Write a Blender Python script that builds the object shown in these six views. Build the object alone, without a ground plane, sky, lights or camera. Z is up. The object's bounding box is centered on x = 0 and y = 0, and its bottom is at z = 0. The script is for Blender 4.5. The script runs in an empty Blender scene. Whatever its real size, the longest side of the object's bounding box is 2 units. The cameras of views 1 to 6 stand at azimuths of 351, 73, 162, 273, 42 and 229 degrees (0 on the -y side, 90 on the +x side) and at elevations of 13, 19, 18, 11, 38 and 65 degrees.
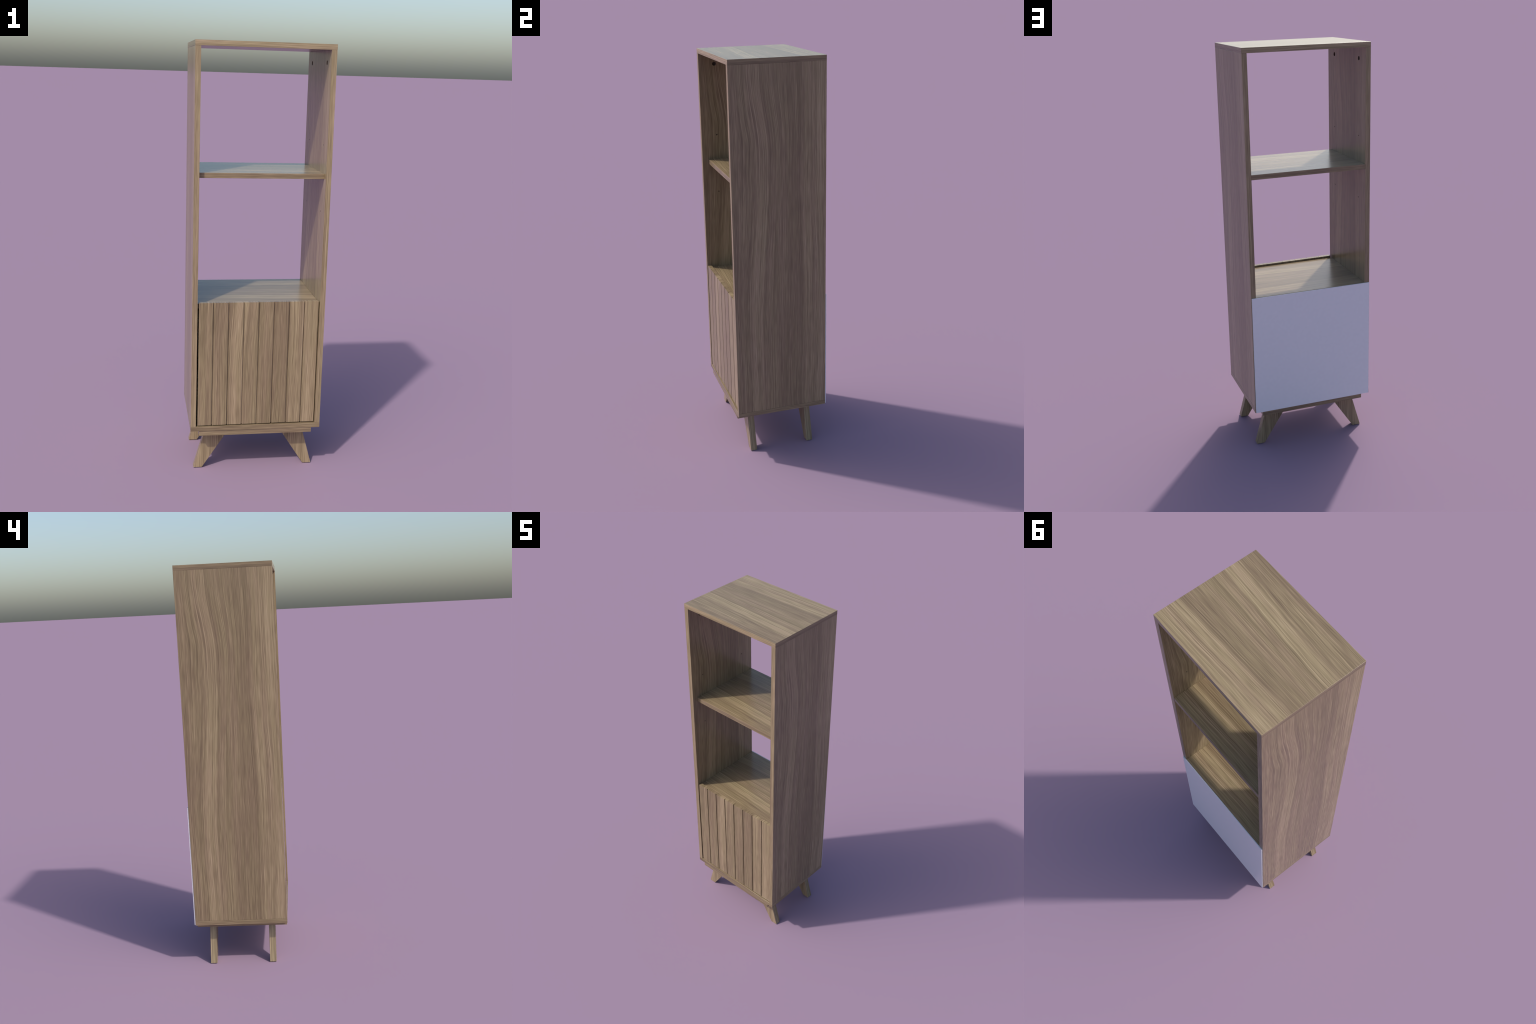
"""Tall narrow wood-laminate cabinet: two open compartments above a door of
eight grooved slats, white back board, plinth board and four splayed legs."""
import bpy, bmesh
from mathutils import Vector, Matrix

# ---------------------------------------------------------------- dimensions
W = 0.3091            # half width of the carcass
IN = 0.2845           # half clear width between the side panels
FRONT, REAR = -0.2361, 0.2308
TOP, TOP_LOW = 2.000, 1.9757
BOT_UP, BOT_LOW = 0.2386, 0.2151
SHELF_TOP, SHELF_LOW, SHELF_FRONT = 1.4317, 1.4079, -0.2042
MID_TOP, MID_LOW = 0.8315, 0.8075
DOOR_HALF, DOOR_LOW, DOOR_TOP = 0.2790, 0.2430, 0.8411
DOOR_FRONT, DOOR_REAR = -0.2308, -0.2100
DOOR_SHIFT, DOOR_TILT = -0.0011, 0.0110          # the door hangs a hair askew
PITCH, GROOVE, GROOVE_DEPTH = 0.0708, 0.0055, 0.0060
BACK_HALF, BACK_LOW, BACK_TOP, BACK_REAR = 0.3063, 0.2172, 0.8303, 0.2361
PLINTH_HALF, PLINTH_FRONT, PLINTH_REAR, PLINTH_LOW = 0.2696, -0.2333, 0.2270, 0.1909
LEG_LINES = [(0.2892, 0.2357), (0.2476, 0.1222)]      # outer, inner x at floor / at plinth
LEG_Y = [(-0.1713, -0.1385), (0.1342, 0.1668)]


# ---------------------------------------------------------------- node helpers
class Nodes:
    def __init__(self, tree):
        self.t = tree

    def new(self, kind, **props):
        n = self.t.nodes.new(kind)
        for k, v in props.items():
            setattr(n, k, v)
        return n

    def put(self, value, socket):
        if isinstance(value, bpy.types.NodeSocket):
            self.t.links.new(value, socket)
        else:
            socket.default_value = value

    def math(self, op, a, b=0.0, c=0.0):
        n = self.new('ShaderNodeMath', operation=op)
        for i, v in enumerate((a, b, c)):
            if i < len(n.inputs):
                self.put(v, n.inputs[i])
        return n.outputs[0]

    def xyz(self, x, y, z):
        n = self.new('ShaderNodeCombineXYZ')
        for i, v in enumerate((x, y, z)):
            self.put(v, n.inputs[i])
        return n.outputs[0]

    def noise(self, vec, scale=1.0, detail=2.0, rough=0.5):
        n = self.new('ShaderNodeTexNoise')
        self.put(vec, n.inputs['Vector'])
        n.inputs['Scale'].default_value = scale
        n.inputs['Detail'].default_value = detail
        n.inputs['Roughness'].default_value = rough
        return n.outputs[0]

    def remap(self, v, a, b, c, d, smooth=False):
        n = self.new('ShaderNodeMapRange')
        if smooth:
            n.interpolation_type = 'SMOOTHSTEP'
        self.put(v, n.inputs[0])
        for i, val in enumerate((a, b, c, d)):
            n.inputs[i + 1].default_value = val
        return n.outputs[0]

    def ramp(self, v, stops):
        n = self.new('ShaderNodeValToRGB')
        el = n.color_ramp.elements
        while len(el) < len(stops):
            el.new(0.5)
        for e, (p, c) in zip(el, stops):
            e.position = p
            e.color = (c, c, c, 1) if not isinstance(c, tuple) else (*c, 1)
        self.put(v, n.inputs[0])
        return n.outputs[0]


def build_wood_group():
    """Walnut laminate: broad tone bands across the board (u, metres), bent and
    waved along it (v, metres), with fine streaks, lines and pores on top."""
    g = bpy.data.node_groups.new('walnut_laminate', 'ShaderNodeTree')
    for nm in ('u', 'v', 'seed'):
        g.interface.new_socket(nm, in_out='INPUT', socket_type='NodeSocketFloat')
    g.interface.new_socket('Color', in_out='OUTPUT', socket_type='NodeSocketColor')
    g.interface.new_socket('Height', in_out='OUTPUT', socket_type='NodeSocketFloat')
    N = Nodes(g)
    gi, go = N.new('NodeGroupInput'), N.new('NodeGroupOutput')
    u, v, seed = gi.outputs['u'], gi.outputs['v'], gi.outputs['seed']
    M = N.math
    # slow wander and shorter waviness of the grain lines
    w1 = N.noise(N.xyz(M('MULTIPLY', u, 3.0), M('MULTIPLY', v, 1.3), seed), 1.0, 1.0)
    w2 = N.noise(N.xyz(M('MULTIPLY', u, 12.0), M('MULTIPLY', v, 3.0), M('ADD', seed, 7.3)), 1.0, 1.0)
    w3 = N.noise(N.xyz(M('MULTIPLY', u, 45.0), M('MULTIPLY', v, 16.0), M('ADD', seed, 3.1)), 1.0, 1.0)
    # below the head of the board the lines sweep to the right and slowly come back
    sweep = M('MULTIPLY', N.remap(v, 0.06, 0.40, 0.0, 0.042, True), N.remap(v, 0.50, 1.30, 1.0, 0.0, True))
    lobe = M('MULTIPLY', N.remap(u, -0.02, 0.13, 0.0, 1.0, True), N.remap(u, 0.16, 0.34, 1.0, 0.0, True))
    shift = M('MULTIPLY', sweep, lobe)
    uw = M('SUBTRACT', u, shift)
    uw = M('ADD', uw, M('MULTIPLY', M('SUBTRACT', w1, 0.5), 0.026))
    uw = M('ADD', uw, M('MULTIPLY', M('SUBTRACT', w2, 0.5), 0.012))
    uw = M('ADD', uw, M('MULTIPLY', M('SUBTRACT', w3, 0.5), 0.0026))
    # broad tone bands, hand placed across the board
    bands = N.ramp(M('DIVIDE', uw, 0.47), [
        (0.00, 0.450), (0.05, 0.387), (0.10, 0.429), (0.14, 0.366), (0.17, 0.471), (0.29, 0.502), (0.305, 0.366),
        (0.36, 0.461), (0.42, 0.429), (0.52, 0.398), (0.60, 0.345), (0.66, 0.366), (0.725, 0.292), (0.742, 0.492),
        (0.80, 0.555), (0.86, 0.502), (0.93, 0.650), (1.0, 0.555)])
    # a pale streak that only shows lower down the board
    pale = N.ramp(M('DIVIDE', uw, 0.47), [
        (0.155, 0.0), (0.185, 0.5), (0.21, 1.0), (0.228, 0.45), (0.265, 0.35), (0.285, 0.75), (0.30, 0.0)])
    bands = M('ADD', bands, M('MULTIPLY', pale, N.remap(v, 0.20, 0.75, 0.05, 0.21, True)))
    # streaks, lines and pores
    s1 = N.noise(N.xyz(M('MULTIPLY', uw, 85.0), M('MULTIPLY', v, 0.9), M('ADD', seed, 1.0)), 1.0, 2.0, 0.55)
    s2 = N.noise(N.xyz(M('MULTIPLY', uw, 275.0), M('MULTIPLY', v, 1.6), M('ADD', seed, 2.0)), 1.0, 1.0, 0.5)
    s3 = N.noise(N.xyz(M('MULTIPLY', uw, 420.0), M('MULTIPLY', v, 11.0), M('ADD', seed, 5.0)), 1.0, 1.0, 0.5)
    tone = M('ADD', bands, M('MULTIPLY', M('SUBTRACT', s1, 0.5), 0.38))
    tone = M('ADD', tone, M('MULTIPLY', M('SUBTRACT', s2, 0.5), 1.12))
    tone = M('ADD', tone, M('MULTIPLY', M('SUBTRACT', s3, 0.5), 0.90))
    col = N.ramp(tone, [
        (0.00, DARK), (0.35, MID), (0.65, LIGHT), (1.0, PALE)])
    # patches that lean to pink or to olive, as in the print of the laminate
    hue = N.noise(N.xyz(M('MULTIPLY', uw, 28.0), M('MULTIPLY', v, 2.2), M('ADD', seed, 9.0)), 1.0, 2.0)
    mix = N.new('ShaderNodeMix', data_type='RGBA', blend_type='MULTIPLY')
    mix.inputs[0].default_value = 1.0
    N.put(col, mix.inputs[6])
    N.put(N.ramp(hue, [(0.35, (0.985, 1.0, 0.965)), (0.65, (1.02, 0.995, 1.03))]), mix.inputs[7])
    g.links.new(mix.outputs[2], go.inputs['Color'])
    g.links.new(M('ADD', M('MULTIPLY', s2, 0.6), M('MULTIPLY', s3, 0.4)), go.inputs['Height'])
    return g


DARK = (0.131, 0.093, 0.055)
MID = (0.200, 0.147, 0.086)
LIGHT = (0.285, 0.216, 0.127)
PALE = (0.385, 0.300, 0.185)
ROUGH = 0.25
WOOD = build_wood_group()
_cache = {}


def wood(across, along, seed=0.0):
    """across / along: (axis letter, sign, offset) in the object's coordinates;
    u = sign * axis + offset runs over the grain, v runs with it."""
    key = (across, along, seed)
    if key in _cache:
        return _cache[key]
    m = bpy.data.materials.new('walnut_laminate')
    m.use_nodes = True
    t = m.node_tree
    N = Nodes(t)
    bsdf = t.nodes['Principled BSDF']
    tc = N.new('ShaderNodeTexCoord')
    sep = N.new('ShaderNodeSeparateXYZ')
    t.links.new(tc.outputs['Object'], sep.inputs[0])
    grp = N.new('ShaderNodeGroup', node_tree=WOOD)
    for nm, (ax, sg, off) in (('u', across), ('v', along)):
        t.links.new(N.math('MULTIPLY_ADD', sep.outputs['XYZ'.index(ax)], sg, off), grp.inputs[nm])
    grp.inputs['seed'].default_value = seed
    t.links.new(grp.outputs['Color'], bsdf.inputs['Base Color'])
    bsdf.inputs['Roughness'].default_value = ROUGH
    bump = N.new('ShaderNodeBump')
    bump.inputs['Strength'].default_value = 0.006
    bump.inputs['Distance'].default_value = 0.001
    t.links.new(grp.outputs['Height'], bump.inputs['Height'])
    t.links.new(bump.outputs[0], bsdf.inputs['Normal'])
    _cache[key] = m
    return m


def plain(name, color, rough):
    m = bpy.data.materials.new(name)
    m.use_nodes = True
    t = m.node_tree
    N = Nodes(t)
    b = t.nodes['Principled BSDF']
    tc = N.new('ShaderNodeTexCoord')
    n = N.noise(tc.outputs['Object'], 60.0, 2.0)
    N.put(N.ramp(n, [(0.3, tuple(c * 0.985 for c in color)), (0.7, tuple(min(1, c * 1.01) for c in color))]),
          b.inputs['Base Color'])
    b.inputs['Roughness'].default_value = rough
    return m


WHITE = plain('white_lacquered_board', (0.795, 0.785, 0.81), 0.35)
BORE = plain('bare_drill_hole', (0.11, 0.078, 0.055), 0.8)


# ---------------------------------------------------------------- geometry helpers
def make_object(name, mesh, parent=None):
    ob = bpy.data.objects.new(name, mesh)
    bpy.context.scene.collection.objects.link(ob)
    ob.parent = parent
    return ob


def box_bmesh(lo, hi, bevel):
    bm = bmesh.new()
    size = [b - a for a, b in zip(lo, hi)]
    mid = [(a + b) / 2 for a, b in zip(lo, hi)]
    bmesh.ops.create_cube(bm, size=1.0, matrix=Matrix.Translation(mid) @ Matrix.Diagonal((*size, 1)))
    if bevel:
        bmesh.ops.bevel(bm, geom=bm.edges[:], offset=bevel, segments=2, affect='EDGES', profile=0.5)
    return bm


DIRS = {'+x': (1, 0, 0), '-x': (-1, 0, 0), '+y': (0, 1, 0), '-y': (0, -1, 0), '+z': (0, 0, 1), '-z': (0, 0, -1)}


def paint(bm, mesh, by_dir):
    """Give every face the material of the box side it faces most."""
    slots = []
    for m in by_dir.values():
        if m not in slots:
            slots.append(m)
    for m in slots:
        mesh.materials.append(m)
    bm.normal_update()
    for f in bm.faces:
        d = max(DIRS, key=lambda k: f.normal.dot(Vector(DIRS[k])))
        f.material_index = slots.index(by_dir[d])
    return slots


def panel(name, lo, hi, by_dir, parent, bevel=0.0006):
    bm = box_bmesh(lo, hi, bevel)
    me = bpy.data.meshes.new(name)
    paint(bm, me, by_dir)
    bm.to_mesh(me)
    bm.free()
    return make_object(name, me, parent)


def bored(ob, holes):
    """Sink round holes (x, y, z, radius, depth) into the inner face of a panel."""
    bm = bmesh.new()
    for (x, y, z, r, depth) in holes:
        mat = Matrix.Translation((x, y, z)) @ Matrix.Rotation(1.5707963, 4, 'Y')
        bmesh.ops.create_cone(bm, cap_ends=True, segments=32, radius1=r, radius2=r, depth=2 * depth, matrix=mat)
    cm = bpy.data.meshes.new('bore_cutter')
    bm.to_mesh(cm)
    bm.free()
    cut = make_object('bore_cutter', cm)
    mod = ob.modifiers.new('bore', 'BOOLEAN')
    mod.object, mod.operation, mod.solver = cut, 'DIFFERENCE', 'EXACT'
    dg = bpy.context.evaluated_depsgraph_get()
    dg.update()
    new = bpy.data.meshes.new_from_object(ob.evaluated_get(dg))
    ob.modifiers.clear()
    ob.data = new
    new.name = ob.name
    bpy.data.objects.remove(cut)
    new.materials.append(BORE)
    bi = len(new.materials) - 1
    for p in new.polygons:
        for (x, y, z, r, depth) in holes:
            c = p.center
            if (c.y - y) ** 2 + (c.z - z) ** 2 < (r * 1.02) ** 2 and abs(c.x - x) > 1e-4 and abs(c.x - x) < depth * 1.05:
                p.material_index = bi


# ---------------------------------------------------------------- the cabinet
cabinet = bpy.data.objects.new('display_cabinet', None)
bpy.context.scene.collection.objects.link(cabinet)
cabinet['label'] = 'tall narrow walnut cabinet with open shelves, slatted door, splayed legs'
cabinet['category'] = 'cabinet'

DEPTH = REAR - FRONT
# face finishes: u runs left to right as one looks at the face from outside
v_down = ('Z', -1.0, TOP_LOW)
face_px = wood(('Y', 1.0, -FRONT), v_down)            # faces looking to +x
face_mx = wood(('Y', -1.0, REAR), v_down)             # faces looking to -x
level_up = wood(('Y', 1.0, -FRONT), ('X', 0.8, 0.55 + 0.8 * W))    # upper faces of level boards
level_dn = wood(('Y', 1.0, -FRONT), ('X', -0.8, 0.55 + 0.8 * W))
# edge bandings: a narrow strip of the same print, running along the edge
edge_up_l = wood(('X', 1.0, 0.71), v_down, 3.0)
edge_up_r = wood(('X', 1.0, 0.115), v_down, 4.0)
edge_x_top = wood(('Z', 1.0, -1.56), ('X', 1.0, 1.6), 5.0)
edge_x_shelf = wood(('Z', 1.0, -1.20), ('X', 1.0, 2.0), 6.0)
edge_x_low = wood(('Z', 1.0, 0.05), ('X', 1.0, 1.9), 7.0)
edge_y_top = wood(('Z', 1.0, -1.70), ('Y', 1.0, 1.6), 5.0)
edge_y_low = wood(('Z', 1.0, 0.0), ('Y', 1.0, 1.9), 7.0)

# side panels with cam sockets under the top and shelf pin holes
HOLE_Y = (-0.1545, 0.1495)
for s, edge in ((-1, edge_up_l), (1, edge_up_r)):
    lo = (min(s * IN, s * W), FRONT, BOT_UP)
    hi = (max(s * IN, s * W), REAR, TOP_LOW)
    ob = panel('side_panel', lo, hi, {'+x': face_px, '-x': face_mx, '-y': edge, '+y': edge, '+z': edge, '-z': edge}, cabinet)
    holes = []
    for y in HOLE_Y:
        holes.append((s * IN, y, 1.9218, 0.0100, 0.0125))
        for z in (1.558, 1.2535):
            holes.append((s * IN, y, z, 0.0031, 0.010))
    bored(ob, holes)


def level_board(name, lo, hi, edge_x, edge_y, bevel=0.0006):
    return panel(name, lo, hi, {'+z': level_up, '-z': level_dn, '-y': edge_x, '+y': edge_x,
                                '+x': edge_y, '-x': edge_y}, cabinet, bevel)


GAP = 0.0003
level_board('top_panel', (-W - 0.0004, FRONT, TOP_LOW + GAP), (W + 0.0004, REAR, TOP), edge_x_top, edge_y_top)
level_board('bottom_panel', (-W - 0.0004, FRONT, BOT_LOW), (W + 0.0004, REAR, BOT_UP - GAP), edge_x_low, edge_y_low)
level_board('shelf', (-IN + GAP, SHELF_FRONT, SHELF_LOW), (IN - GAP, REAR - 0.0012, SHELF_TOP), edge_x_shelf, edge_y_top)
level_board('middle_panel', (-IN + GAP, DOOR_REAR + 0.0035, MID_LOW), (IN - GAP, REAR - 0.0005, MID_TOP), edge_x_shelf, edge_y_top)
level_board('plinth_board', (-PLINTH_HALF, PLINTH_FRONT, PLINTH_LOW), (PLINTH_HALF, PLINTH_REAR, BOT_LOW - GAP),
            edge_x_low, edge_y_low)
panel('back_panel', (-BACK_HALF, REAR + GAP, BACK_LOW), (BACK_HALF, BACK_REAR, BACK_TOP),
      {k: WHITE for k in DIRS}, cabinet, 0.0004)

# door: a core board carrying eight slats parted by narrow square grooves
door_face = wood(('X', 1.0, 0.205), ('Z', -1.0, DOOR_TOP + 0.95))
door_top = wood(('X', 1.0, 0.205), ('Y', 1.0, 1.2), 0.0)
door_side = wood(('Y', 1.0, 0.5), ('Z', -1.0, DOOR_TOP), 2.0)
door_dir = {'-y': door_face, '+y': door_face, '+z': door_top, '-z': door_top, '+x': door_side, '-x': door_side}
core_front = DOOR_FRONT + GROOVE_DEPTH
door = panel('door', (-DOOR_HALF + 0.0002, core_front, DOOR_LOW + 0.0002), (DOOR_HALF - 0.0002, DOOR_REAR, DOOR_TOP - 0.0002),
             door_dir, cabinet, 0.0004)
for i in range(8):
    x0 = -DOOR_HALF if i == 0 else (i - 4) * PITCH + GROOVE / 2
    x1 = DOOR_HALF if i == 7 else (i - 3) * PITCH - GROOVE / 2
    panel('slat', (x0, DOOR_FRONT, DOOR_LOW), (x1, core_front - 0.0001, DOOR_TOP), door_dir, door, 0.0004)
door.location.x = DOOR_SHIFT
door.rotation_euler.z = DOOR_TILT

# splayed legs: a tapered board cut level at floor and plinth
leg_face = wood(('X', 1.0, 0.17), ('Z', -1.0, 0.4), 11.0)
leg_edge = wood(('Y', 1.0, 0.40), ('Z', -1.0, 0.4), 12.0)
bm = bmesh.new()
(o0, o1), (i0, i1) = LEG_LINES
thick = LEG_Y[0][1] - LEG_Y[0][0]
outline = [(i0, 0.0), (o0, 0.0), (o1, PLINTH_LOW - GAP), (i1, PLINTH_LOW - GAP)]
ring = [bm.verts.new((x, -thick / 2, z)) for x, z in outline]
face = bm.faces.new(ring)
ext = bmesh.ops.extrude_face_region(bm, geom=[face])
bmesh.ops.translate(bm, verts=[g for g in ext['geom'] if isinstance(g, bmesh.types.BMVert)], vec=(0, thick, 0))
bmesh.ops.recalc_face_normals(bm, faces=bm.faces[:])
bmesh.ops.bevel(bm, geom=bm.edges[:], offset=0.0007, segments=2, affect='EDGES', profile=0.5)
leg_mesh = bpy.data.meshes.new('leg')
paint(bm, leg_mesh, {'-y': leg_face, '+y': leg_face, '+x': leg_edge, '-x': leg_edge, '+z': leg_edge, '-z': leg_edge})
bm.to_mesh(leg_mesh)
bm.free()
for ya, yb in LEG_Y:
    for turn in (0.0, 3.14159265):
        leg = make_object('leg', leg_mesh, cabinet)
        leg.location = (0.0, (ya + yb) / 2, 0.0)
        leg.rotation_euler = (0, 0, turn)
